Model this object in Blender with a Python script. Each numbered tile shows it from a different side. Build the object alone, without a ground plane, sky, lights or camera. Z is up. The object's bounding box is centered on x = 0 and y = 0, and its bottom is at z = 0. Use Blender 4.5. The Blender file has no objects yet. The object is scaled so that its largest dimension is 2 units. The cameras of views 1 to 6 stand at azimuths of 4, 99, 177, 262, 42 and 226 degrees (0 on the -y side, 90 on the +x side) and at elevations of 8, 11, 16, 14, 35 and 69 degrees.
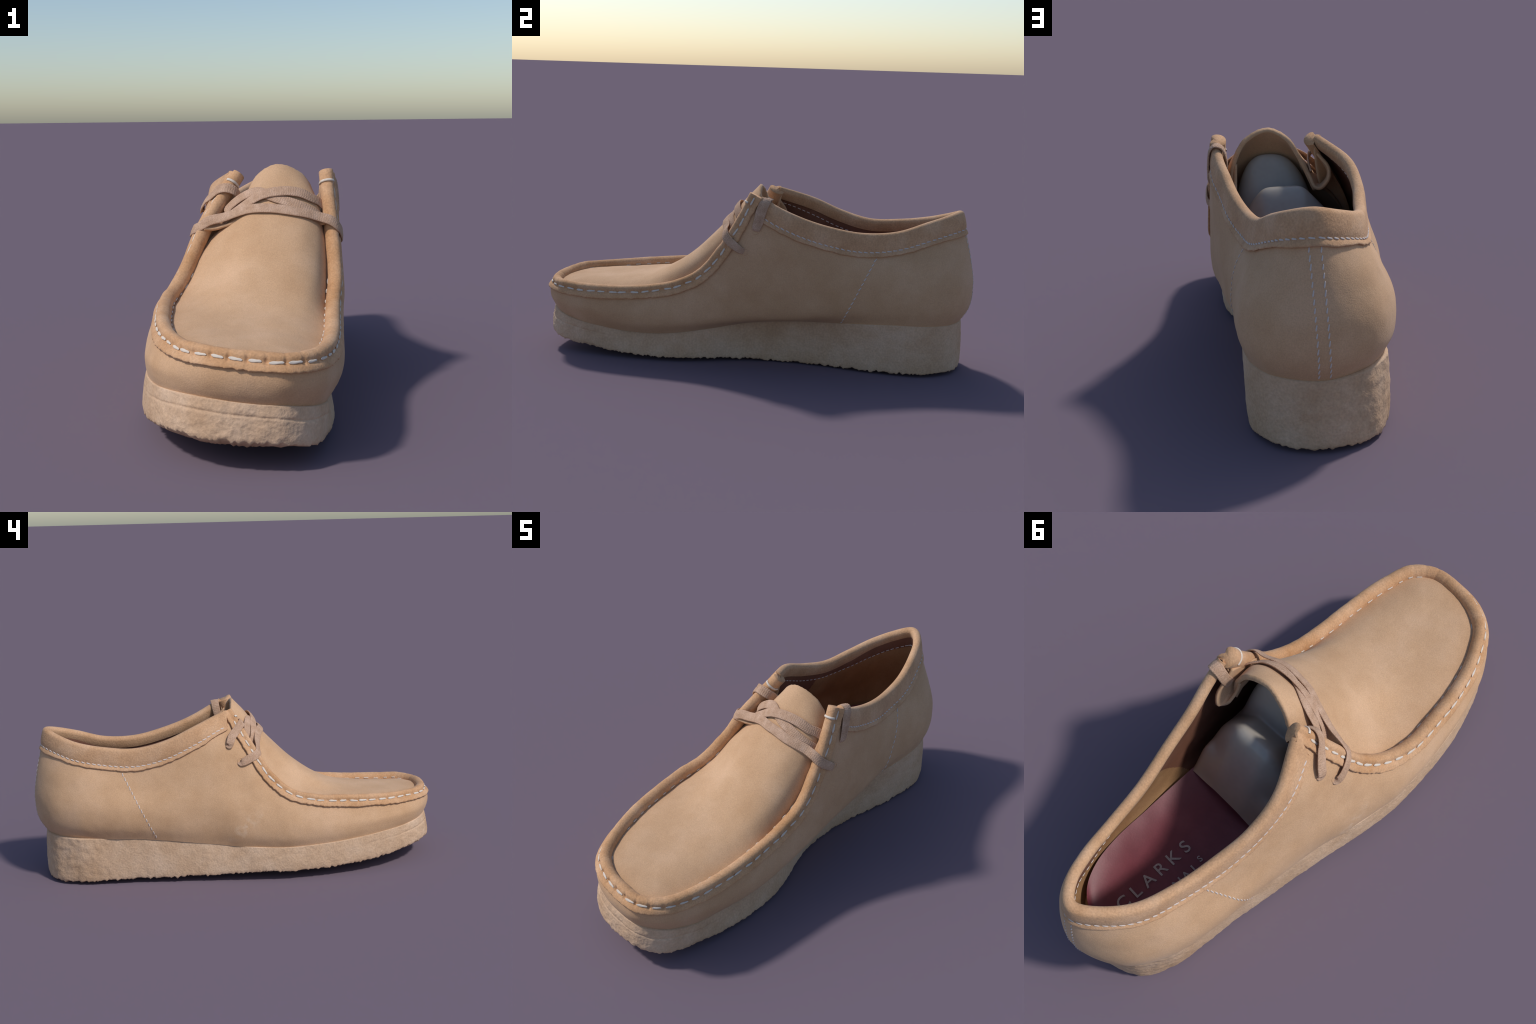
import bpy, math, random
import numpy as np
from mathutils import Vector, noise as mnoise
from mathutils.bvhtree import BVHTree

random.seed(7)
rng = np.random.default_rng(7)

# ---------------------------------------------------------------- helpers
def norm(v):
    v = np.asarray(v, float)
    return v / np.maximum(np.linalg.norm(v, axis=-1, keepdims=True), 1e-9)

def hermite(knots, vals, q, periodic=False, period=None, corners=()):
    """Local cubic (Catmull-Rom style, uneven knots) through vals, optional sharp corners."""
    k = np.asarray(knots, float); P = np.asarray(vals, float); n = len(k)
    d = np.zeros((n, P.shape[1])); dl = np.zeros_like(d); dr = np.zeros_like(d)
    for i in range(n):
        if periodic:
            ip, im = (i + 1) % n, (i - 1) % n
            h1 = (k[ip] - k[i]) % period; h0 = (k[i] - k[im]) % period
        else:
            ip, im = min(i + 1, n - 1), max(i - 1, 0)
            h1 = k[ip] - k[i]; h0 = k[i] - k[im]
        s1 = (P[ip] - P[i]) / h1 if h1 > 0 else None
        s0 = (P[i] - P[im]) / h0 if h0 > 0 else None
        if s1 is None: s1 = s0
        if s0 is None: s0 = s1
        m = (s0 * h1 + s1 * h0) / (h0 + h1) if (h0 > 0 and h1 > 0) else s1
        if i in corners: dl[i], dr[i] = s0, s1
        else: dl[i] = dr[i] = m
    q = np.asarray(q, float)
    if periodic: q = (q - k[0]) % period + k[0]
    idx = np.clip(np.searchsorted(k, q, side='right') - 1, 0, n - 1 if periodic else n - 2)
    nx = (idx + 1) % n
    h = (k[nx] - k[idx])
    if periodic: h = h % period
    u = ((q - k[idx]) / h)[:, None]; h = h[:, None]
    return ((2*u**3 - 3*u**2 + 1) * P[idx] + (u**3 - 2*u**2 + u) * h * dr[idx]
            + (-2*u**3 + 3*u**2) * P[nx] + (u**3 - u**2) * h * dl[nx])

def curve3(pts, n, corners=()):
    """Resample a hand-placed polyline as a smooth curve, n points even in arc length."""
    P = np.asarray(pts, float)
    k = np.concatenate([[0], np.cumsum(np.linalg.norm(np.diff(P, axis=0), axis=1) ** 0.7)])
    f = hermite(k, P, np.linspace(0, k[-1], 800), corners=corners)
    a = np.concatenate([[0], np.cumsum(np.linalg.norm(np.diff(f, axis=0), axis=1))])
    t = np.linspace(0, a[-1], n)
    return np.stack([np.interp(t, a, f[:, c]) for c in range(P.shape[1])], 1)

def sstep(a, b, x):
    t = min(1, max(0, (x - a) / (b - a))); return t * t * (3 - 2 * t)

def fbm(p, scale, octv=3, seed=0.0):
    return mnoise.fractal(Vector((p[0]*scale + seed, p[1]*scale - seed, p[2]*scale + 2*seed)), 1.0, 2.0, octv)

def new_mesh(name, verts, faces, mat, parent, smooth=True):
    me = bpy.data.meshes.new(name)
    me.from_pydata([tuple(map(float, v)) for v in verts], [], faces)
    me.validate(); me.update()
    if smooth: me.polygons.foreach_set('use_smooth', [True] * len(me.polygons))
    me.materials.append(mat)
    ob = bpy.data.objects.new(name, me)
    bpy.context.scene.collection.objects.link(ob)
    ob.parent = parent
    return ob

def fix_normals(ob):
    import bmesh
    bm = bmesh.new(); bm.from_mesh(ob.data)
    bmesh.ops.recalc_face_normals(bm, faces=bm.faces)
    bm.to_mesh(ob.data); bm.free()

def grid_faces(nu, nv, close_u=False, close_v=False):
    """Rows u, columns v; index = u*nv + v."""
    f = []
    for i in range(nu if close_u else nu - 1):
        a, b = i * nv, ((i + 1) % nu) * nv
        for j in range(nv if close_v else nv - 1):
            j2 = (j + 1) % nv
            f.append((a + j, b + j, b + j2, a + j2))
    return f

# ---------------------------------------------------------------- materials
def hexc(h):
    c = [int(h[i:i+2], 16) / 255 for i in (0, 2, 4)]
    return tuple(((x / 12.92) if x <= .04045 else ((x + .055) / 1.055) ** 2.4) for x in c) + (1,)

def material(name, base, dark, light, rough=.9, grain=220., patch=5., bump=.15, grain_amt=.35,
             sheen=.0, spec=.2, streak=None, coat=0.0, mottle=.10):
    m = bpy.data.materials.new(name); m.use_nodes = True
    nt = m.node_tree; N = nt.nodes; L = nt.links
    b = N['Principled BSDF']
    tc = N.new('ShaderNodeTexCoord')
    src = tc.outputs['Object']
    if streak:
        mp = N.new('ShaderNodeMapping'); mp.inputs['Scale'].default_value = streak
        L.new(src, mp.inputs['Vector']); gsrc = mp.outputs['Vector']
    else: gsrc = src
    n1 = N.new('ShaderNodeTexNoise'); n1.inputs['Scale'].default_value = patch; n1.inputs['Detail'].default_value = 5
    n1.inputs['Roughness'].default_value = .6; L.new(src, n1.inputs['Vector'])
    r1 = N.new('ShaderNodeValToRGB')
    e = r1.color_ramp.elements
    e[0].position = .30; e[0].color = hexc(dark); e[1].position = .70; e[1].color = hexc(light)
    em = e.new(.5); em.color = hexc(base)
    L.new(n1.outputs['Fac'], r1.inputs['Fac'])
    n2 = N.new('ShaderNodeTexNoise'); n2.inputs['Scale'].default_value = grain; n2.inputs['Detail'].default_value = 3
    L.new(gsrc, n2.inputs['Vector'])
    r2 = N.new('ShaderNodeMapRange'); r2.inputs['From Min'].default_value = .3; r2.inputs['From Max'].default_value = .7
    r2.inputs['To Min'].default_value = 1 - grain_amt * .5; r2.inputs['To Max'].default_value = 1 + grain_amt * .5
    L.new(n2.outputs['Fac'], r2.inputs['Value'])
    mx = N.new('ShaderNodeVectorMath'); mx.operation = 'SCALE'
    L.new(r1.outputs['Color'], mx.inputs[0]); L.new(r2.outputs['Result'], mx.inputs['Scale'])
    # fibres lean slightly pink or slightly straw
    n3 = N.new('ShaderNodeTexNoise'); n3.inputs['Scale'].default_value = grain * .42; n3.inputs['Detail'].default_value = 4
    L.new(src, n3.inputs['Vector'])
    r3 = N.new('ShaderNodeValToRGB'); e3 = r3.color_ramp.elements
    e3[0].position = .36; e3[0].color = (1.0 + .35 * mottle, 1.0 - .30 * mottle, 1.0 + .25 * mottle, 1)
    e3[1].position = .64; e3[1].color = (1.0 - .35 * mottle, 1.0 + .25 * mottle, 1.0 - .45 * mottle, 1)
    mm = N.new('ShaderNodeVectorMath'); mm.operation = 'MULTIPLY'
    L.new(mx.outputs['Vector'], mm.inputs[0]); L.new(r3.outputs['Color'], mm.inputs[1])
    L.new(mm.outputs['Vector'], b.inputs['Base Color'])
    bp = N.new('ShaderNodeBump'); bp.inputs['Strength'].default_value = bump; bp.inputs['Distance'].default_value = .004
    L.new(n2.outputs['Fac'], bp.inputs['Height']); L.new(bp.outputs['Normal'], b.inputs['Normal'])
    b.inputs['Roughness'].default_value = rough
    b.inputs['Specular IOR Level'].default_value = spec
    b.inputs['Sheen Weight'].default_value = sheen
    b.inputs['Sheen Roughness'].default_value = .5
    if coat: b.inputs['Coat Weight'].default_value = coat
    m['_c'] = 1
    return m, mx, src

SUEDE, _, _ = material('sand_suede', 'C7A17E', 'BF9874', 'CFAA89', grain=240, patch=4.5, grain_amt=.17, bump=.22, sheen=.08)
SUEDE_EDGE, _, _ = material('rolled_suede', 'C59A74', 'B98B62', 'CFA784', grain=150, patch=9, grain_amt=.24, bump=.35, sheen=.08)
RAW, _, _ = material('collar_suede', 'C59C78', 'B78E6A', 'CEA887', grain=150, patch=8, grain_amt=.24, bump=.35, sheen=.08)
CREPE, _, _ = material('crepe_rubber', 'C6A689', 'BB997A', 'CFB298', rough=.75, grain=120, patch=6, grain_amt=.20, bump=.5, spec=.3)
THREAD, _, _ = material('white_thread', 'D6CABD', 'C5B8A9', 'E2D8CD', rough=.7, grain=400, patch=60, grain_amt=.2)
THREAD2, _, _ = material('fine_thread', 'CFC3BC', 'BFB2AC', 'DAD0CA', rough=.7, grain=400, patch=60, grain_amt=.2)
LACE, _, _ = material('woven_lace', 'BC9B83', 'B08E75', 'C7A791', rough=.85, grain=330, patch=30, grain_amt=.4, bump=.5)
LINING, _, _ = material('brown_lining', '7E5746', '734D3D', '886251', rough=.8, grain=150, patch=6, grain_amt=.15)
LINING_TAN, _, _ = material('tan_lining', 'A07B58', '94704E', 'AB8763', rough=.85, grain=150, patch=6, grain_amt=.15)
INSOLE, _, _ = material('burgundy_insole', '74343F', '6A2C37', '80424B', rough=.5, grain=180, patch=5, grain_amt=.12, bump=.08, spec=.5)
PRINT, _, _ = material('grey_print', 'B4ACAA', 'A69E9C', 'BFB7B5', rough=.6, grain=300, patch=40, grain_amt=.3)
PLASTIC, _, _ = material('grey_plastic', 'A9A299', '9F988F', 'B3ACA2', rough=.33, grain=60, patch=4, grain_amt=.06, bump=.04, spec=.5)

def add_scuff(m, centre, size, tilt, colour, amount):
    """A faint rubbed patch: an ellipsoid mask broken up by noise, mixed over the base colour."""
    nt = m.node_tree; N = nt.nodes; L = nt.links; b = N['Principled BSDF']
    old = b.inputs['Base Color'].links[0].from_socket
    tc = N.new('ShaderNodeTexCoord'); mp = N.new('ShaderNodeMapping'); mp.vector_type = 'TEXTURE'
    mp.inputs['Location'].default_value = centre; mp.inputs['Rotation'].default_value = (tilt, 0, 0); mp.inputs['Scale'].default_value = size
    L.new(tc.outputs['Object'], mp.inputs['Vector'])
    g = N.new('ShaderNodeTexGradient'); g.gradient_type = 'SPHERICAL'; L.new(mp.outputs['Vector'], g.inputs['Vector'])
    n = N.new('ShaderNodeTexNoise'); n.inputs['Scale'].default_value = 26; n.inputs['Detail'].default_value = 6
    L.new(tc.outputs['Object'], n.inputs['Vector'])
    r = N.new('ShaderNodeMapRange'); r.inputs['From Min'].default_value = .45; r.inputs['From Max'].default_value = .65; r.inputs['To Max'].default_value = amount
    L.new(n.outputs['Fac'], r.inputs['Value'])
    mu = N.new('ShaderNodeMath'); mu.operation = 'MULTIPLY'; L.new(g.outputs['Fac'], mu.inputs[0]); L.new(r.outputs['Result'], mu.inputs[1])
    mx = N.new('ShaderNodeMix'); mx.data_type = 'RGBA'
    L.new(mu.outputs[0], mx.inputs[0]); L.new(old, mx.inputs[6]); mx.inputs[7].default_value = hexc(colour)
    L.new(mx.outputs[2], b.inputs['Base Color'])
SIDE_SUEDE = SUEDE.copy(); SIDE_SUEDE.name = 'side_suede'
add_scuff(SIDE_SUEDE, (-.31, .005, .27), (.13, .12, .04), -.75, 'DFC9B2', .75)

# ---------------------------------------------------------------- thing roots
shoe = bpy.data.objects.new('suede_moccasin_shoe', None)
bpy.context.scene.collection.objects.link(shoe)
shoe['label'] = 'sand suede moccasin shoe with crepe wedge sole and laces'
shoe['category'] = 'shoe'

# ---------------------------------------------------------------- section control points
# Stations run round the shoe: heel centre -> +x side -> toe -> -x side.  Each row gives the
# wall section from the sole join upward: join, low bulge, bulge, mid, stitch level, top edge.
def section(y, *xz):                          # flank section standing in one plane across the shoe
    return [(x, y, z) for x, z in xz]
heel_inner_half = [
 [(.033,.950,.226),(.033,.985,.285),(.032,.999,.39),(.033,.986,.50),(.034,.950,.645),(.033,.925,.720)],
 [(.165,.890,.228),(.187,.912,.288),(.190,.922,.385),(.166,.905,.50),(.120,.880,.633),(.103,.868,.702)],
 [(.222,.80,.230),(.246,.805,.29),(.247,.805,.38),(.213,.80,.495),(.155,.795,.615),(.141,.785,.675)],
]
inner_flank = [
 section(.65, (.245,.231), (.266,.29), (.268,.38), (.238,.49), (.197,.576), (.180,.63)),
 section(.50, (.236,.223), (.266,.28), (.272,.37), (.255,.475), (.222,.56), (.211,.619)),
 section(.35, (.213,.215), (.278,.26), (.293,.37), (.281,.48), (.262,.578), (.246,.644)),
 section(.21, (.196,.208), (.288,.24), (.311,.36), (.308,.49), (.287,.618), (.272,.687)),
 section(.10, (.196,.200), (.297,.232), (.322,.355), (.321,.50), (.315,.655), (.295,.738)),
 section(.02, (.206,.192), (.305,.228), (.330,.345), (.331,.49), (.322,.66), (.300,.785)),
 section(-.05, (.224,.183), (.315,.222), (.336,.33), (.335,.45), (.327,.56), (.313,.645)),
 section(-.12, (.250,.172), (.322,.213), (.340,.31), (.338,.40), (.332,.475), (.324,.53)),
 section(-.20, (.270,.158), (.328,.203), (.343,.283), (.342,.345), (.337,.395), (.331,.432)),
 section(-.32, (.290,.140), (.334,.188), (.344,.245), (.340,.29), (.333,.33), (.325,.363)),
 section(-.45, (.297,.127), (.337,.176), (.345,.222), (.341,.262), (.333,.297), (.323,.33)),
 section(-.62, (.292,.131), (.326,.177), (.337,.218), (.335,.255), (.328,.285), (.32,.313)),
 section(-.79, (.278,.150), (.302,.192), (.314,.228), (.313,.26), (.308,.285), (.302,.308)),
]
toe_sections = [
 [(.238,-.900,.172),(.258,-.910,.208),(.268,-.918,.24),(.269,-.92,.268),(.266,-.92,.291),(.261,-.915,.312)],
 [(.175,-.960,.19),(.187,-.975,.222),(.193,-.984,.25),(.194,-.986,.274),(.192,-.984,.296),(.187,-.973,.316)],
 [(.072,-.973,.199),(.075,-.990,.23),(.076,-.997,.258),(.076,-.997,.282),(.075,-.991,.303),(.074,-.979,.323)],
 [(-.048,-.950,.208),(-.050,-.965,.236),(-.048,-.973,.262),(-.045,-.974,.284),(-.04,-.969,.308),(-.034,-.956,.33)],
 [(-.143,-.892,.208),(-.150,-.900,.238),(-.150,-.907,.266),(-.143,-.909,.288),(-.131,-.908,.312),(-.117,-.906,.333)],
]
outer_flank = [
 section(-.80, (-.212,.198), (-.225,.232), (-.228,.262), (-.218,.287), (-.202,.313), (-.185,.336)),
 section(-.65, (-.272,.185), (-.279,.222), (-.280,.255), (-.268,.284), (-.252,.316), (-.238,.345)),
 section(-.48, (-.304,.17), (-.314,.213), (-.312,.25), (-.298,.286), (-.280,.325), (-.266,.358)),
 section(-.33, (-.318,.162), (-.330,.208), (-.330,.252), (-.317,.298), (-.297,.34), (-.277,.375)),
 section(-.21, (-.317,.158), (-.333,.207), (-.331,.265), (-.31,.325), (-.281,.374), (-.254,.411)),
 section(-.12, (-.308,.159), (-.323,.21), (-.317,.285), (-.285,.37), (-.248,.44), (-.219,.491)),
 section(-.04, (-.294,.163), (-.310,.218), (-.303,.31), (-.266,.42), (-.212,.545), (-.166,.622)),
 [(-.280,.045,.17),(-.297,.045,.23),(-.293,.045,.335),(-.25,.045,.46),(-.17,.045,.65),(-.068,.048,.782)],
 section(.10, (-.268,.177), (-.283,.235), (-.285,.345), (-.246,.475), (-.178,.655), (-.098,.765)),
 section(.22, (-.253,.19), (-.267,.25), (-.267,.36), (-.236,.48), (-.19,.63), (-.16,.722)),
 section(.36, (-.235,.207), (-.253,.262), (-.255,.365), (-.222,.475), (-.189,.59), (-.176,.665)),
 section(.50, (-.220,.22), (-.245,.275), (-.248,.365), (-.208,.47), (-.174,.574), (-.16,.633)),
 section(.65, (-.205,.226), (-.234,.285), (-.241,.37), (-.201,.48), (-.150,.588), (-.14,.641)),
]
heel_outer_half = [
 [(-.167,.80,.229),(-.198,.803,.287),(-.205,.805,.37),(-.171,.80,.49),(-.115,.797,.613),(-.101,.79,.667)],
 [(-.103,.888,.228),(-.130,.912,.288),(-.137,.920,.375),(-.112,.904,.495),(-.060,.883,.630),(-.044,.873,.695)],
]
S = heel_inner_half + inner_flank + toe_sections + outer_flank + heel_outer_half
S = np.array(S)                               # stations x levels x 3
NS = len(S)
TIP_R, TIP_L, TOE = 8, 28, 18
# knots from mean chord length round the shoe
ch = np.linalg.norm(np.roll(S, -1, 0) - S, axis=2).mean(1)
KN = np.concatenate([[0], np.cumsum(ch)[:-1]]); PERIOD = ch.sum()

def ring(level_pts, q, corner=False):
    return hermite(KN, level_pts, q, periodic=True, period=PERIOD,
                   corners=(TIP_R, TIP_L) if corner else ())
def kq(st):                                   # fractional station -> knot value
    st = np.asarray(st, float)
    return np.interp(st, np.arange(NS + 1), np.append(KN, PERIOD))

NT = 56
def wall(q, nt=NT):
    """Wall grid: columns for knot values q, nt points from join to top edge."""
    lv = np.stack([ring(S[:, i], q, corner=(i >= 5)) for i in range(6)], 1)
    out = np.zeros((len(q), nt, 3))
    for c in range(len(q)):
        P = lv[c]
        k = np.concatenate([[0], np.cumsum(np.linalg.norm(np.diff(P, axis=0), axis=1))])
        out[c] = hermite(k, P, np.linspace(0, k[-1], nt))
    return out

def wall_normals(W, periodic=True):
    du = (np.roll(W, -1, 0) - np.roll(W, 1, 0)) if periodic else np.gradient(W, axis=0)
    dv = np.gradient(W, axis=1)
    n = norm(np.cross(du, dv))
    return n                                   # sign fixed below

# ---------------------------------------------------------------- side wall of the upper
NU = 840
Q = np.linspace(0, PERIOD, NU, endpoint=False)
W = wall(Q)
WN = wall_normals(W)
cen = np.array([.03, 0, .35])
if np.mean((W[:, 10] - cen) * WN[:, 10]) < 0: WN = -WN
# ease the kinked normals near the tips
V = W.copy()
for c in range(NU):
    for r in range(NT):
        p = W[c, r]
        V[c, r] = p + WN[c, r] * (.0016 * fbm(p, 6, 2) + .0007 * fbm(p, 22, 2, 3.))
upper_vertices = V.reshape(-1, 3)
upper = new_mesh('side_upper', upper_vertices, grid_faces(NU, NT, close_u=True), SIDE_SUEDE, shoe)
# tuck-in strip under the join so no gap shows above the sole
fix_normals(upper)

def smooth_rows(A, n, it):
    for _ in range(it):
        A = np.concatenate([A[:1], (A[:-2] + 2*A[1:-1] + A[2:]) / 4, A[-1:]])
    return A

# ---------------------------------------------------------------- rolled moccasin seam
def seam_path(n=900):
    st = np.linspace(TIP_R, TIP_L, 2000)
    P = ring(S[:, 5], kq(st), corner=True)
    Wn = wall(kq(st[::4]), 40)
    du = np.gradient(Wn, axis=0); dv = np.gradient(Wn, axis=1)
    nn = norm(np.cross(du, dv))[:, 34]
    o = Wn[:, 20] - np.array([.06, 0, .3]); 
    if (nn[250] @ np.array([0, -1, 0])) < 0: nn = -nn
    Nn = np.stack([np.interp(np.arange(2000), np.arange(0, 2000, 4), nn[:, c]) for c in range(3)], 1)
    # extend the tips a little
    e0 = norm(P[0] - P[60]); e1 = norm(P[-1] - P[-60])
    ext = np.linspace(1, 0, 20, endpoint=False)[:, None]
    P = np.concatenate([P[0] + e0 * .008 * ext, P, P[-1] + e1 * .012 * ext[::-1]])
    Nn = np.concatenate([np.repeat(Nn[:1], 20, 0), Nn, np.repeat(Nn[-1:], 20, 0)])
    a = np.concatenate([[0], np.cumsum(np.linalg.norm(np.diff(P, axis=0), axis=1))])
    t = np.linspace(0, a[-1], n)
    P = np.stack([np.interp(t, a, P[:, c]) for c in range(3)], 1)
    Nn = np.stack([np.interp(t, a, Nn[:, c]) for c in range(3)], 1)
    P = smooth_rows(P, n, 6); Nn = norm(smooth_rows(Nn, n, 40))
    T = norm(np.gradient(P, axis=0))
    Nn = norm(Nn - T * (Nn * T).sum(1, keepdims=True))
    B = norm(np.cross(T, Nn))
    # B points away from the wall (up on the toe)
    B *= np.sign(B[n // 2, 2])
    return P, T, Nn, B, t
RP, RT, RN, RB, RA = seam_path(1400)
PITCH = .0535
roll_profile = [(-.010,-.020),(.003,-.026),(.0085,-.0295),(.0115,-.0285),(.0118,-.020),(.0100,-.010),(.0062,-.003),
 (.0052,.002),(.0085,.008),(.0110,.015),(.0090,.024),(.0025,.0315),(-.0080,.0355),(-.0200,.0345),(-.0310,.0285),
 (-.0395,.0180),(-.0440,.0050),(-.0440,-.010),(-.0400,-.024),(-.030,-.034)]
roll_profile = np.array(roll_profile)
rp = curve3(roll_profile, 46)
V = []
for i in range(len(RP)):
    ph = math.cos(2 * math.pi * RA[i] / PITCH)
    p = RP[i]
    rag = .0030 * fbm(p, 60, 3, 1.) + .003 * fbm(p, 9, 2, 5.)
    toe_p = sstep(-.85, -.95, p[1])
    for n_, b_ in rp:
        n2, b2 = n_, b_
        if b_ < -.012 and n_ > -.012:
            b2 += rag * min(1, (-.012 - b_) / .012)
        k = math.exp(-((b_ - .004) / .010) ** 2) if n_ > -.004 else 0
        n2 -= (.0022 + .0035 * toe_p) * max(ph, 0) ** 4 * k
        if b_ > .01: 
            f = 1 + .045 * fbm(p, 14, 2, 9.) - (.012 + .012 * toe_p) * max(ph, 0) ** 2
            n2 = -.017 + (n2 + .017) * f; b2 = b2 * f
        V.append(p + RN[i] * n2 + RB[i] * b2)
nr = len(rp)
F = grid_faces(len(RP), nr)
# cut ends of the roll, slightly dished
for e, i in ((0, 0), (1, len(RP) - 1)):
    base = i * nr
    c = len(V); V.append(np.mean(V[base:base + nr], axis=0) + RT[i] * (.006 if e == 0 else -.006))
    for j in range(nr):
        a, b = base + j, base + (j + 1) % nr
        F.append((c, b, a) if e == 0 else (c, a, b))
roll = new_mesh('rolled_seam', V, F, SUEDE_EDGE, shoe)
fix_normals(roll)

# ---------------------------------------------------------------- collar band
def collar(n=760, d_raw=.088, d_st=.068):
    st = np.concatenate([np.linspace(TIP_L + .25, NS, n // 2, endpoint=False), np.linspace(0, TIP_R - .25, n // 2)])
    q = kq(st)
    Wc = wall(q, 120)
    du = np.gradient(Wc, axis=0); dv = np.gradient(Wc, axis=1)
    nn = norm(np.cross(du, dv))
    h = n // 2
    if nn[h, 90] @ np.array([0, 1, 0]) < 0: nn = -nn
    for r in range(120): nn[:, r] = norm(smooth_rows(nn[:, r], n, 30))
    return st, Wc, nn
CST, CW, CN = collar()
nC = len(CST)
rows = []; CSTITCH = []; 
# outer face described by distance below the edge and how far it stands proud
face = [(.082,-.004),(.0865,.003),(.0895,.0070),(.0875,.0088),(.083,.0085),(.076,.0070),(.0715,.0050),(.068,.0040),(.0645,.0052),
        (.058,.0080),(.046,.0110),(.030,.0132),(.014,.0145)]
for c in range(nC):
    w = CW[c]; up = w[::-1]
    d = np.concatenate([[0], np.cumsum(np.linalg.norm(np.diff(up, axis=0), axis=1))])
    at = lambda x: np.array([np.interp(x, d, up[:, k]) for k in range(3)])
    na = lambda x: norm(np.array([np.interp(x, d, CN[c][::-1][:, k]) for k in range(3)]))
    E = up[0]; n0 = na(.004); T = norm(CW[min(c+1, nC-1), -1] - CW[max(c-1, 0), -1])
    B = norm(np.cross(T, n0)); 
    if B[2] < 0: B = -B
    rag = .003 * fbm(E, 40, 3, 2.) + .004 * fbm(E, 7, 2, 6.)
    pts = []
    for x, o in face:
        k = max(0, (x - .07) / .02)
        pts.append(at(x + rag * min(1, k)) + na(x) * (o + .0012 * fbm(at(x), 12, 2, 4.)))
    for ang in np.linspace(0, math.pi, 14):           # rounded crest
        pts.append(E + n0 * (-.005 + .0195 * math.cos(ang)) + B * (.0195 * math.sin(ang) + .001))
    for x in (.012, .022, .030, .036):
        pts.append(E - n0 * (.0245 - .25 * max(0, x - .018)) - B * x)
    rows.append(pts)
    CSTITCH.append((at(.0675), na(.0675)))
nr2 = len(rows[0])
V = np.array(rows).reshape(-1, 3)
F = grid_faces(nC, nr2)
for i in (0, nC - 1):
    c = len(V); V = np.concatenate([V, V[i*nr2:(i+1)*nr2].mean(0)[None]])
    F += [(c, i*nr2 + j, i*nr2 + j + 1) for j in range(nr2 - 1)]
band = new_mesh('collar_band', V, F, RAW, shoe)
fix_normals(band)

# ---------------------------------------------------------------- lining
def lining_offset(y, t):
    """Leather thickness plus heel padding, fading to nothing forward of the heel."""
    return .0145 + .022 * np.clip((y - .55) / .25, 0, 1) * np.sin(np.pi * np.clip(1.06 - t, 0, 1)) ** .8
nL, mL = 760, 80
Wc = wall(kq(np.linspace(24, NS + 12, nL) % NS), mL)
nn = norm(np.cross(np.gradient(Wc, axis=0), np.gradient(Wc, axis=1)))
if nn[nL // 2, 40] @ np.array([0, 1, 0]) < 0: nn = -nn
for r in range(mL): nn[:, r] = norm(smooth_rows(nn[:, r], nL, 30))
tL = np.linspace(0, 1, mL)[None, :]
LP = Wc - nn * lining_offset(Wc[:, :, 1], tL)[:, :, None]
LP[:, :, 2] = np.maximum(LP[:, :, 2], .20)
LV = LP.reshape(-1, 3)
def lining_piece(name, mat, keep):
    faces = [f for f in grid_faces(nL, mL) if keep(LV[list(f)].mean(0), (f[0] % mL) / mL)]
    used = sorted({v for f in faces for v in f}); remap = {v: k for k, v in enumerate(used)}
    return new_mesh(name, LV[used], [tuple(remap[v] for v in f) for f in faces], mat, shoe)
# brown quarter lining with a slanted back edge, running on as a strip under the collar
brown = lambda p, t: p[1] < .47 - .55 * (.60 - p[2]) or t > .835
lining_piece('quarter_lining', LINING, brown)
lining_piece('heel_lining', LINING_TAN, lambda p, t: not brown(p, t))

# ---------------------------------------------------------------- insole
ys = np.linspace(.905, -.30, 130)
insole_edge = curve3([(.895,.010,.055),(.88,-.05,.12),(.83,-.125,.185),(.75,-.175,.225),(.65,-.205,.243),(.5,-.222,.247),
                      (.35,-.235,.250),(.2,-.245,.252),(0,-.27,.262),(-.3,-.31,.31)], 130)
V = []; nx = 40
for y, xl, xr in insole_edge:
    for j in range(nx):
        u = j / (nx - 1); x = xl + (xr - xl) * u
        w = abs(2 * u - 1)
        V.append((x, y, .262 - .02 * max(0, (.2 - y)) + .030 * w ** 3.5 + .0015 * fbm((x, y, 0), 9, 2)))
insole = new_mesh('insole', V, [f[::-1] for f in grid_faces(len(insole_edge), nx)], INSOLE, shoe)

# ---------------------------------------------------------------- sole
# bottom outline stations matched to the wall stations
SB = np.array([
 (.030,.960,.015),(.176,.904,.015),(.238,.80,.014),(.244,.65,.012),(.228,.50,.010),(.197,.35,.007),(.180,.21,.007),
 (.180,.10,.008),(.190,.02,.010),(.206,-.05,.011),(.230,-.12,.013),(.262,-.20,.017),(.298,-.32,.020),(.312,-.45,.021),
 (.308,-.62,.030),(.288,-.79,.048),(.249,-.925,.067),(.182,-.982,.088),(.072,-.992,.096),(-.046,-.978,.099),
 (-.154,-.920,.104),(-.227,-.82,.094),(-.288,-.66,.070),(-.323,-.49,.056),(-.336,-.33,.050),(-.338,-.21,.048),
 (-.330,-.12,.048),(-.317,-.04,.046),(-.300,.045,.041),(-.289,.10,.038),(-.268,.22,.033),(-.247,.36,.028),
 (-.225,.50,.024),(-.210,.65,.021),(-.187,.80,.017),(-.130,.907,.015)])
ST = S[:, 0].copy()
ctr = np.stack([np.full(NS, .02), np.clip(ST[:, 1], -.78, .74), ST[:, 2]], 1)
out = norm((ST - ctr) * [1, 1, 0])
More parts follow.
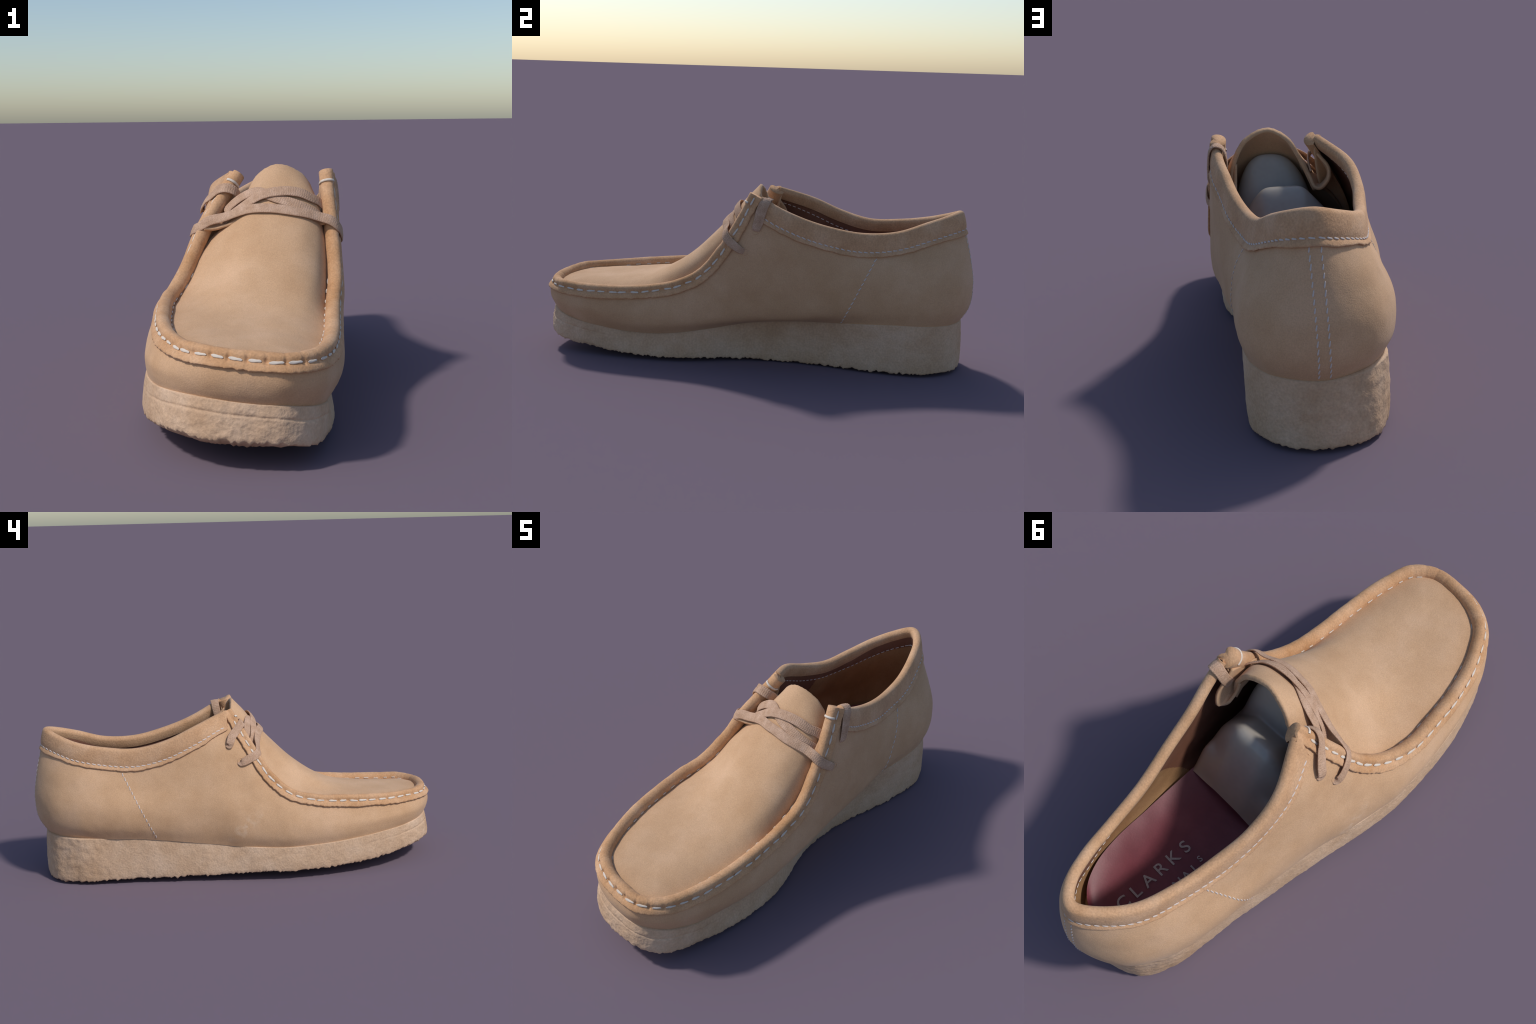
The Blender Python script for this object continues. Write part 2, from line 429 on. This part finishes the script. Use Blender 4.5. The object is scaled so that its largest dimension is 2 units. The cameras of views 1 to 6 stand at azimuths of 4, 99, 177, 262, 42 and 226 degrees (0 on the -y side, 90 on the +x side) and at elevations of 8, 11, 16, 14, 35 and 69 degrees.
lip = np.full(NS, .006); lip[15:18] = .010; lip[22:26] = .006; lip[28:34] = -.004; lip[5:15] = -.007; lip[34:36] = .016   # how far the sole stands past the join
ST += out * lip[:, None]; ST[:, 2] += .004
SM = ST * .5 + SB * .5 + out * .003
NQ = 1000
QS = np.linspace(0, PERIOD, NQ, endpoint=False)
top = ring(ST, QS); mid = ring(SM, QS); bot = ring(SB, QS); oq = norm(ring(out, QS))
bot[:, 2] = np.maximum(bot[:, 2], .004)
wallrows = 40
V = []
def axis_pt(p):  # nearest point on the sole's long axis
    return np.array([.02, min(max(p[1], -.72), .70), p[2]])
inner = 14
for c in range(NQ):
    t0, m0, b0 = top[c], mid[c], bot[c]; o = oq[c]
    ax = axis_pt(t0)
    col = []
    for r in range(4):                                  # ledge under the upper
        f = (r) / 4
        col.append((t0 - o * .05 * (1 - f)) + np.array([0, 0, -.012 * (1 - f) * 0 + .002]))
    for r in range(wallrows):
        u = r / (wallrows - 1)
        p = (1-u)**2 * t0 + 2*u*(1-u) * (2*m0 - .5*(t0 + b0)) + u*u * b0
        toe_w = max(0., min(1., (-p[1] - .55) / .3)); heel_w = max(0., min(1., (p[1] - .6) / .2)) * (1 if p[0] < .12 else .4)
        rough = .0012 + .0014 * toe_w + .0013 * heel_w
        d = rough * fbm(p, 34, 4, 1.) + .0014 * fbm((p[0], p[1], p[2]*.5), 12, 3, 7.)
        # layer line moulded into the toe
        d -= .003 * toe_w * math.exp(-((u - .33 - .05 * fbm(p, 5, 2)) / .03) ** 2)
        d -= .004 * u ** 16                              # rounded lower edge
        p = p + o * d
        if u > .8: p[2] += (u - .8) / .2 * (.0080 * fbm((p[0], p[1], 0), 70, 2, 2.) + .004 * fbm((p[0], p[1], 0), 20, 2, 4.))
        col.append(p)
    e = col[-1]
    a2 = np.array([.02, min(max(b0[1], -.72), .70), 0.])
    zc = np.interp(a2[1], [-.72, -.5, -.3, 0, .9], [.040, .020, .010, .004, .004])
    for r in range(1, inner + 1):
        f = r / inner
        p = e * (1 - f) + a2 * f
        p[2] = e[2] * (1-f)**3 + (zc) * (1-(1-f)**3) + .004 * fbm((p[0], p[1], 0), 30, 3, 8.) * (1 - .5*f)
        p[2] = max(p[2], 0.0)
        col.append(p)
    V.append(col)
V = np.array(V); ncol = V.shape[1]
V[:, :, 2] -= V[:, :, 2].min()
sole = new_mesh('crepe_sole', V.reshape(-1, 3), grid_faces(NQ, ncol, close_u=True), CREPE, shoe)
fix_normals(sole)

# ---------------------------------------------------------------- apron and tongue
A = np.array([
 [(.185,-.955,.312),(.13,-.968,.315),(.072,-.965,.320),(.015,-.955,.322),(-.035,-.938,.325)],
 [(.243,-.905,.308),(.165,-.925,.323),(.070,-.928,.330),(-.02,-.915,.331),(-.095,-.890,.328)],
 [(.275,-.80,.304),(.180,-.81,.332),(.060,-.815,.341),(-.06,-.805,.341),(-.160,-.785,.332)],
 [(.287,-.65,.306),(.188,-.65,.340),(.045,-.65,.351),(-.10,-.65,.349),(-.207,-.65,.337)],
 [(.290,-.50,.316),(.200,-.50,.363),(.050,-.50,.377),(-.115,-.50,.365),(-.232,-.50,.349)],
 [(.289,-.40,.328),(.215,-.40,.402),(.070,-.40,.422),(-.108,-.40,.382),(-.240,-.40,.354)],
 [(.289,-.30,.358),(.236,-.30,.455),(.100,-.30,.494),(-.080,-.30,.426),(-.236,-.30,.366)],
 [(.290,-.20,.422),(.248,-.20,.533),(.110,-.20,.590),(-.070,-.20,.505),(-.216,-.19,.410)],
 [(.286,-.11,.530),(.248,-.11,.625),(.110,-.11,.685),(-.060,-.11,.600),(-.172,-.10,.506)],
 [(.272,-.02,.590),(.244,-.035,.700),(.105,-.045,.768),(-.034,-.035,.684),(-.110,-.02,.580)],
 [(.250,.050,.590),(.238,.035,.712),(.100,.006,.822),(-.014,.035,.715),(-.065,.055,.595)],
])
# round the arch: a shoulder point between crown and haunch on each side
sh_r = A[:, 2] + (A[:, 1] - A[:, 2]) * [.66, .5, .30]; sh_l = A[:, 2] + (A[:, 3] - A[:, 2]) * [.62, .5, .33]
A = np.stack([A[:, 0], A[:, 1], sh_r, A[:, 2], sh_l, A[:, 3], A[:, 4]], 1)
nA, mA = 150, 70
cols = []
kA = np.concatenate([[0], np.cumsum(np.linalg.norm(np.diff(A[:, 3], axis=0), axis=1))])
qA = np.linspace(0, kA[-1], nA)
rowpts = np.stack([hermite(kA, A[:, j], qA) for j in range(7)], 1)
G = np.zeros((nA, mA, 3))
for i in range(nA):
    P = rowpts[i]; k = np.concatenate([[0], np.cumsum(np.linalg.norm(np.diff(P, axis=0), axis=1))])
    G[i] = hermite(k, P, np.linspace(0, k[-1], mA))
for i in range(nA):
    for j in range(mA):
        p = G[i, j]
        G[i, j, 2] += .0022 * fbm(p, 5, 2, 3.) + .0006 * fbm(p, 24, 2, 3.)
        if i == nA - 1: G[i, j] += np.array([0, .3, 1]) * .003 * fbm(p, 60, 2)
split = int(nA * .56)
AG = norm(np.cross(np.gradient(G, axis=0), np.gradient(G, axis=1)))
if AG[50, 35, 2] < 0: AG = -AG
def apron_part(name, i0, i1):
    n = i1 - i0
    Vt = G[i0:i1].reshape(-1, 3); Vb = (G[i0:i1] - AG[i0:i1] * .017).reshape(-1, 3)
    F = grid_faces(n, mA); o = len(Vt)
    F2 = [tuple(x + o for x in f[::-1]) for f in F]
    side = []
    rim = [j for j in range(mA)], [(n-1)*mA + j for j in range(mA)], [i*mA for i in range(n)], [i*mA + mA-1 for i in range(n)]
    use = [1, 2, 3] if i1 == nA else [0, 2, 3]
    for u in use:
        r = rim[u]
        side += [(a, b, b + o, a + o) for a, b in zip(r[:-1], r[1:])]
    ob = new_mesh(name, np.concatenate([Vt, Vb]), F + F2 + side, SUEDE, shoe)
    return ob
apron = apron_part('apron', 0, split + 1)
tongue = apron_part('tongue', split, nA)
for ob, i0, i1 in ((apron, 0, split + 1), (tongue, split, nA)):
    fix_normals(ob)

# ---------------------------------------------------------------- gusset folds beside the tongue
def gusset(front, back):
    f, b = curve3(front, 40), curve3(back, 40); n = 34; V = []
    for i in range(n):
        u = i / (n - 1)
        for j in range(40):
            p = f[j] * (1 - u) + b[j] * u
            V.append(p + np.array([1, 0, .4]) * .003 * fbm(p, 16, 2, 5.) * math.sin(math.pi * j / 39))
    ob = new_mesh('tongue_gusset', V, grid_faces(n, 40), SUEDE, shoe)
    md = ob.modifiers.new('thick', 'SOLIDIFY'); md.thickness = .011; md.offset = 0
    return ob
def arc_index(y_target, right=True):
    n = len(RP); r = range(n // 2) if right else range(n - 1, n // 2, -1)
    return next(i for i in r if RP[i, 1] < y_target)
gusset([(.285,-.10,.620),(.281,-.10,.616),(.276,-.10,.613),(.271,-.10,.612),(.266,-.10,.612),(.260,-.10,.613),(.252,-.10,.616)],
       [(.262,.030,.745),(.264,.075,.695),(.262,.112,.640),(.250,.120,.608),(.236,.095,.605),(.230,.055,.635),(.226,.035,.700)])
gusset([(-.162,-.095,.588),(-.152,-.092,.588),(-.140,-.090,.588),(-.126,-.090,.590),(-.110,-.092,.594),(-.090,-.095,.602),(-.060,-.100,.612),(-.030,-.100,.625)],
       [(-.050,.055,.750),(-.079,.080,.718),(-.106,.100,.680),(-.100,.112,.637),(-.074,.100,.605),(-.056,.080,.605),(-.042,.050,.640),(-.008,.025,.705)])

def tongue_wing(col, i0, i1):
    # leather web from the tongue's lower edge to the underside of the rolled facing
    n, m = 40, 14; V = []
    te = hermite(kA, A[:, col], np.linspace(kA[5], kA[10] - .03, n))
    idx = np.linspace(i0, i1, n).astype(int)
    fi = RP[idx] - RN[idx] * .030 - RB[idx] * .026
    for i in range(n):
        for j in range(m):
            u = j / (m - 1)
            V.append(te[i] * (1 - u) + fi[i] * u + np.array([0, 0, -.03]) * math.sin(math.pi * u))
    ob = new_mesh('tongue_wing', V, grid_faces(n, m), SUEDE, shoe)
    md = ob.modifiers.new('thick', 'SOLIDIFY'); md.thickness = .008; md.offset = 0
tongue_wing(0, arc_index(-.40), 4)
tongue_wing(6, arc_index(-.40, False), len(RP) - 5)

# ---------------------------------------------------------------- shoe tree (lifts out of the shoe)
tree_root = bpy.data.objects.new('shoe_tree', None)
bpy.context.scene.collection.objects.link(tree_root)
tree_root.location = (.06, .05, .27)
tree_root['label'] = 'smooth grey plastic shoe form with raised grip block'
tree_root['category'] = 'shoe tree'
def smax(vals, k=60.):
    m = max(vals); return m + math.log(sum(math.exp(k * (v - m)) for v in vals)) / k
def tongue_under(x, y):
    zc = np.interp(y, [-.40, -.30, -.20, -.11, -.045, .02], [.385, .455, .548, .643, .722, .77])
    return zc
def tree_height(x, y):
    base = .285 + .150 * sstep(.292, .20, y) + .045 * sstep(.22, .08, y) - .17 * sstep(.03, -.12, y) + .035 * math.exp(-((x - .25) / .04) ** 2 - ((y - .20) / .06) ** 2)
    # grip block: full-width foot tapering to a blunt ridge
    back = .275 + .350 * (1 - math.log(1 + math.exp(-12 * min(1.3, max(-.1, (.288 - y) / .145)) + 12)) / 12)
    over = math.log(1 + math.exp((abs(x - .064) - .072) * 110)) / 110
    tent = back + .006 - 1.15 * over - .95 * math.log(1 + math.exp((.108 - y) * 80)) / 80
    zc = tongue_under(x, min(y, -.045))
    r = abs(x - .105) / (.165 if x > .105 else .190)
    dome = .26 + (zc - .26) * math.sqrt(max(0, 1 - min(1, r) ** 2.6))
    dome = .26 + (dome - .26) * sstep(.13, -.04, y)
    hollow = .14 * math.exp(-((x + .10) / .05) ** 2 - ((y - .07) / .05) ** 2)
    return smax([base - hollow, tent, dome], 50.) + .008 * sstep(-.02, .05, y) - .006
ty = np.linspace(.278, -.14, 124); tx = 110
V = []
for i, y in enumerate(ty):
    xl = np.interp(y, [-.32, -.05, .1, .278], [-.26, -.235, -.225, -.205]); xr = np.interp(y, [-.32, -.05, .1, .278], [.285, .275, .262, .255])
    for j in range(tx):
        x = xl + (xr - xl) * j / (tx - 1)
        e = abs(2 * j / (tx - 1) - 1)
        z = tree_height(x, y)
        z = .262 + (z - .262) * math.sqrt(max(0, 1 - e ** 9))
        V.append((x - .06, y - .05, z - .27))
tree = new_mesh('toe_form', V, grid_faces(len(ty), tx), PLASTIC, tree_root)
fix_normals(tree)

# ---------------------------------------------------------------- laces
def ribbon(name, ctrl, width=.040, thick=.0078, n=330, mat=LACE, sink=.003):
    C = np.array([c[:3] for c in ctrl]); Nn = np.array([c[3:6] for c in ctrl])
    wd = np.array([c[6] if len(c) > 6 else 1. for c in ctrl])
    C = C - norm(Nn) * sink * np.minimum(1, np.minimum(np.arange(len(C)), np.arange(len(C))[::-1]) / 2)[:, None]
    D = curve3(np.concatenate([C, Nn * .0001, wd[:, None] * .0001], 1), n)
    P = D[:, :3]; Nn = norm(D[:, 3:6]); wd = D[:, 6] * 1e4
    T = norm(np.gradient(P, axis=0))
    Nn = norm(Nn - T * (Nn * T).sum(1, keepdims=True)); B = np.cross(T, Nn)
    V = []; m = 44
    a = np.concatenate([[0], np.cumsum(np.linalg.norm(np.diff(P, axis=0), axis=1))])
    for i in range(n):
        for j in range(m):
            th = 2 * math.pi * j / m
            cx, cy = math.cos(th), math.sin(th)
            x = math.copysign(abs(cx) ** .55, cx); y = math.copysign(abs(cy) ** .8, cy)
            rib = 1 + .22 * math.cos(x * 15) * math.cos(2 * math.pi * a[i] / .0085 + 2.2 * math.cos(x * 7.5)) + .10 * math.cos(x * 15)
            V.append(P[i] + B[i] * x * width / 2 * wd[i] * (1 + .02 * fbm(P[i], 30, 2)) + Nn[i] * y * thick / 2 * rib)
    F = grid_faces(n, m, close_v=True)
    F.append(tuple(range(m))); F.append(tuple((n - 1) * m + j for j in reversed(range(m))))
    ob = new_mesh(name, V, F, mat, shoe)
    fix_normals(ob)
    return ob
# the strap across the instep, eyelet to eyelet
ribbon('lace', [(-.200,.011,.566,-.9,-.1,.45,.8),(-.216,.006,.567,-.9,-.1,.45,.9),(-.211,-.040,.585,-.85,-.4,.4),(-.180,-.083,.602,-.6,-.7,.45),
 (-.146,-.087,.622,-.1,-.85,.5),(-.090,-.092,.637,-.3,-.75,.6),(-.040,-.102,.655,-.45,-.65,.6),(.002,-.113,.668,-.35,-.68,.64),(.054,-.130,.674,-.18,-.72,.67),
 (.107,-.137,.672,0,-.74,.68),(.160,-.141,.665,.14,-.72,.67),(.212,-.134,.655,.38,-.66,.62),(.262,-.120,.640,.42,-.72,.55),(.302,-.118,.627,.4,-.78,.5),
 (.329,-.106,.604,.8,-.5,.35),(.342,-.072,.576,.97,-.2,.1,.95),(.339,-.036,.551,1,0,.05,.8),(.322,-.016,.541,1,0,0,.6)])
# the crossing pair on the tongue
ribbon('lace', [(.285,-.02,.655,.8,-.4,.4),(.258,-.050,.690,.7,-.5,.5),(.234,-.074,.706,.55,-.6,.58),(.199,-.087,.724,.33,-.73,.6),(.158,-.094,.733,.12,-.78,.61),
 (.105,-.098,.732,-.03,-.79,.61),(.052,-.097,.721,-.2,-.75,.63),(.005,-.092,.697,-.45,-.65,.6),(-.035,-.086,.669,-.5,-.62,.6),(-.075,-.072,.636,-.5,-.6,.6),(-.105,-.045,.60,-.5,-.6,.5)], sink=.006)
ribbon('lace', [(.280,-.055,.612,.8,-.45,.4),(.255,-.093,.645,.7,-.52,.46),(.200,-.113,.677,.36,-.7,.63),(.158,-.112,.692,.14,-.75,.65),(.118,-.107,.703,0,-.76,.65),
 (.065,-.088,.720,-.2,-.76,.62),(.024,-.068,.728,-.45,-.65,.62),(-.015,-.056,.714,-.5,-.62,.6),(-.055,-.047,.686,-.5,-.62,.6),(-.09,-.03,.650,-.5,-.6,.5)])
# wrapped over the outer facing
ribbon('lace', [(-.174,.062,.645,-.85,-.1,.5,.8),(-.188,.058,.650,-.85,-.1,.5,.9),(-.173,.042,.686,-.85,-.2,.5),(-.143,.014,.711,-.75,-.4,.55),(-.117,-.010,.733,-.45,-.7,.55),
 (-.088,-.020,.739,0,-.8,.6),(-.055,-.012,.728,.6,-.6,.4),(-.040,.015,.700,.9,-.2,.1),(-.048,.035,.655,.9,0,-.2)])
# wrapped over the inner rim behind the facing
ribbon('lace', [(.305,.028,.632,1,0,0,.6),(.326,.029,.642,1,0,-.1,.9),(.330,.040,.680,1,0,0,1.1),(.325,.053,.735,1,0,.15,1.15),(.317,.064,.766,.75,.1,.65,1.15),(.297,.072,.783,0,.15,1,1.15),
 (.270,.074,.772,-.8,.15,.5),(.258,.066,.725,-1,0,0),(.262,.045,.66,-1,0,0)])

# ---------------------------------------------------------------- punched eyelets
dg = bpy.context.evaluated_depsgraph_get()
wall_tree = BVHTree.FromObject(upper, dg)
def eyelet(p, nrm):
    n = norm(np.array(nrm)); t = norm(np.cross(n, [0, 0, 1])); b = np.cross(n, t)
    V = []; m1, m2 = 28, 10
    for i in range(m1):
        a = 2 * math.pi * i / m1; d = t * math.cos(a) + b * math.sin(a)
        for j in range(m2):
            q = 2 * math.pi * j / m2
            V.append(np.array(p) + (d - b * 0) * (.0150 + .0030 * math.cos(q)) + n * (.0016 * math.sin(q) - .0002))
    new_mesh('eyelet', V, grid_faces(m1, m2, True, True), SUEDE, shoe)
for o, dr in (((1, -.018, .545), (-1, 0, 0)), ((1, .028, .640), (-1, 0, 0)), ((-1, .008, .571), (1, 0, 0)), ((-1, .058, .655), (1, 0, 0))):
    h = wall_tree.ray_cast(Vector(o), Vector(dr))
    nn = np.array(h[1]); nn = nn if nn @ np.array(dr) < 0 else -nn
    eyelet(np.array(h[0]), nn)

# ---------------------------------------------------------------- stitches
def stitch_mesh(name, mat, twist=True):
    V = []; m, n = 10, 14
    for i in range(n):
        u = i / (n - 1); x = u - .5
        r = (1 - abs(2 * u - 1) ** 3.2) ** .5 if 0 < i < n - 1 else .05
        for j in range(m):
            a = 2 * math.pi * j / m
            rr = r * (1 + .16 * math.cos(2 * a + u * 9))
            V.append((x, rr * math.cos(a) , rr * math.sin(a)))
    F = grid_faces(n, m, close_v=True); F.append(tuple(range(m))); F.append(tuple((n-1)*m + j for j in reversed(range(m))))
    me = bpy.data.meshes.new(name); me.from_pydata(V, [], F); me.update()
    me.polygons.foreach_set('use_smooth', [True] * len(me.polygons)); me.materials.append(mat)
    return me
from mathutils import Matrix
def place(name, me, p, t, n, length, rad, flat=.7):
    t = norm(t); n = norm(n - t * (n @ t)); b = np.cross(n, t)
    M = Matrix.Identity(4)
    for r in range(3):
        M[r][0] = t[r] * length; M[r][1] = b[r] * rad; M[r][2] = n[r] * rad * flat; M[r][3] = p[r]
    ob = bpy.data.objects.new(name, me); bpy.context.scene.collection.objects.link(ob)
    ob.parent = shoe; ob.matrix_world = M
    return ob
big = stitch_mesh('seam_stitch', THREAD); small = stitch_mesh('fine_stitch', THREAD2)
r2 = random.Random(11)
i = 0; a = PITCH * .55
while a < RA[-1] - .03:
    k = int(np.searchsorted(RA, a + r2.uniform(-.005, .005)))
    if k < len(RP):
        t = RT[k] + RB[k] * r2.uniform(-.10, .10)
        place('seam_stitch', big, RP[k] + RN[k] * .0075 + RB[k] * (.0015 + r2.uniform(-.001, .001)), t, RN[k], .041 * r2.uniform(.86, 1.1), .0046 * r2.uniform(.85, 1.1), .55)
        if .42 < a < RA[-1] - .42:
            place('seam_stitch', big, RP[k] - RN[k] * .0400 + RB[k] * (.0185 + r2.uniform(-.002, .002)), RT[k], -RN[k], .026 * r2.uniform(.7, 1.1), .0036)
    a += PITCH
# bar tack over each tip of the rolled seam
for k, side in ((int(len(RP) * .016), 1), (int(len(RP) * .984), -1)):
    V = []; pr = rp[16:36]
    path = np.array([RP[k] + RN[k] * (x * 1.02 + .0003) + RB[k] * (y * 1.02 + .0006) for x, y in pr])
    tt = norm(np.gradient(path, axis=0))
    for q in range(len(path)):
        n1 = norm(np.cross(tt[q], RT[k])); 
        for j in range(10):
            an = 2 * math.pi * j / 10
            V.append(path[q] + RT[k] * .005 * math.cos(an) + n1 * .0032 * math.sin(an))
    new_mesh('bar_tack', V, grid_faces(len(path), 10, close_v=True), THREAD, shoe)
# fine stitches round the collar, outside and inside
cp = np.array([c[0] for c in CSTITCH]); cn = np.array([c[1] for c in CSTITCH])
ca = np.concatenate([[0], np.cumsum(np.linalg.norm(np.diff(cp, axis=0), axis=1))])
ct = norm(np.gradient(cp, axis=0))
a = .03; SP = .0262
while a < ca[-1] - .03:
    k = int(np.searchsorted(ca, a)); b = np.cross(ct[k], cn[k])
    place('collar_stitch', small, cp[k] + cn[k] * .0052, ct[k] + b * .16, cn[k], .021 * r2.uniform(.9, 1.08), .0030)
    place('lining_stitch', small, cp[k] - cn[k] * (lining_offset(cp[k, 1], .84) + .0012), ct[k], -cn[k], .017, .0022)
    a += SP
# slanted side seams and the double seam down the heel
def seam_line(name, pts, origin_axis, sgn, pitch=.0245):
    P = []
    for p in pts:
        o = np.array(p, float); d = np.zeros(3); d[origin_axis] = -sgn; o[origin_axis] = sgn * 1.5
        h = wall_tree.ray_cast(Vector(o), Vector(d))
        nn = np.array(h[1]); nn = nn if nn @ d < 0 else -nn
        P.append((np.array(h[0]), nn))
    X = np.array([x[0] for x in P]); Nn = np.array([x[1] for x in P])
    ar = np.concatenate([[0], np.cumsum(np.linalg.norm(np.diff(X, axis=0), axis=1))])
    a = .008
    while a < ar[-1]:
        c = np.array([np.interp(a, ar, X[:, k]) for k in range(3)]); n = norm(np.array([np.interp(a, ar, Nn[:, k]) for k in range(3)]))
        j = min(int(np.searchsorted(ar, a)), len(X) - 1); t = norm(X[j] - X[j - 1]); b = np.cross(t, n)
        place(name, small, c + n * .0006, t + b * .22, n, .0200 * r2.uniform(.85, 1.1), .0025)
        a += pitch
for sgn in (1, -1):
    zs = np.linspace(.548 if sgn > 0 else .56, .228, 60)
    seam_line('side_stitch', [(0, (.575 if sgn > 0 else .582) - (.56 - z) * .47, z) for z in zs], 0, sgn)
zs = np.linspace(.632, .240, 60)
for dx in (-.017, .017):
    seam_line('heel_stitch', [((.022 + (z - .23) * .035) + dx, 0, z) for z in zs], 1, 1)

# ---------------------------------------------------------------- printed lettering on the insole
def letter(ch, y, x, size):
    cu = bpy.data.curves.new('printed_letter', 'FONT'); cu.body = ch; cu.size = size; cu.extrude = .0006
    cu.align_x = 'CENTER'; cu.offset = .0006
    tmp = bpy.data.objects.new('tmp', cu); bpy.context.scene.collection.objects.link(tmp)
    bpy.context.view_layer.update()
    me = bpy.data.meshes.new_from_object(tmp.evaluated_get(bpy.context.evaluated_depsgraph_get()))
    bpy.data.objects.remove(tmp)
    me.materials.clear(); me.materials.append(PRINT)
    ob = bpy.data.objects.new('printed_letter', me); bpy.context.scene.collection.objects.link(ob)
    ob.parent = shoe; ob.location = (x, y, .2662); ob.rotation_euler = (0, 0, -math.pi / 2)
for i, ch_ in enumerate('CLARKS'):
    letter(ch_, .783 - i * .0585, .033, .066)
for i, ch_ in enumerate('ORIGINAL'):
    letter(ch_, .800 - i * .0405, -.046, .050)
letter('S', .482, -.026, .032)
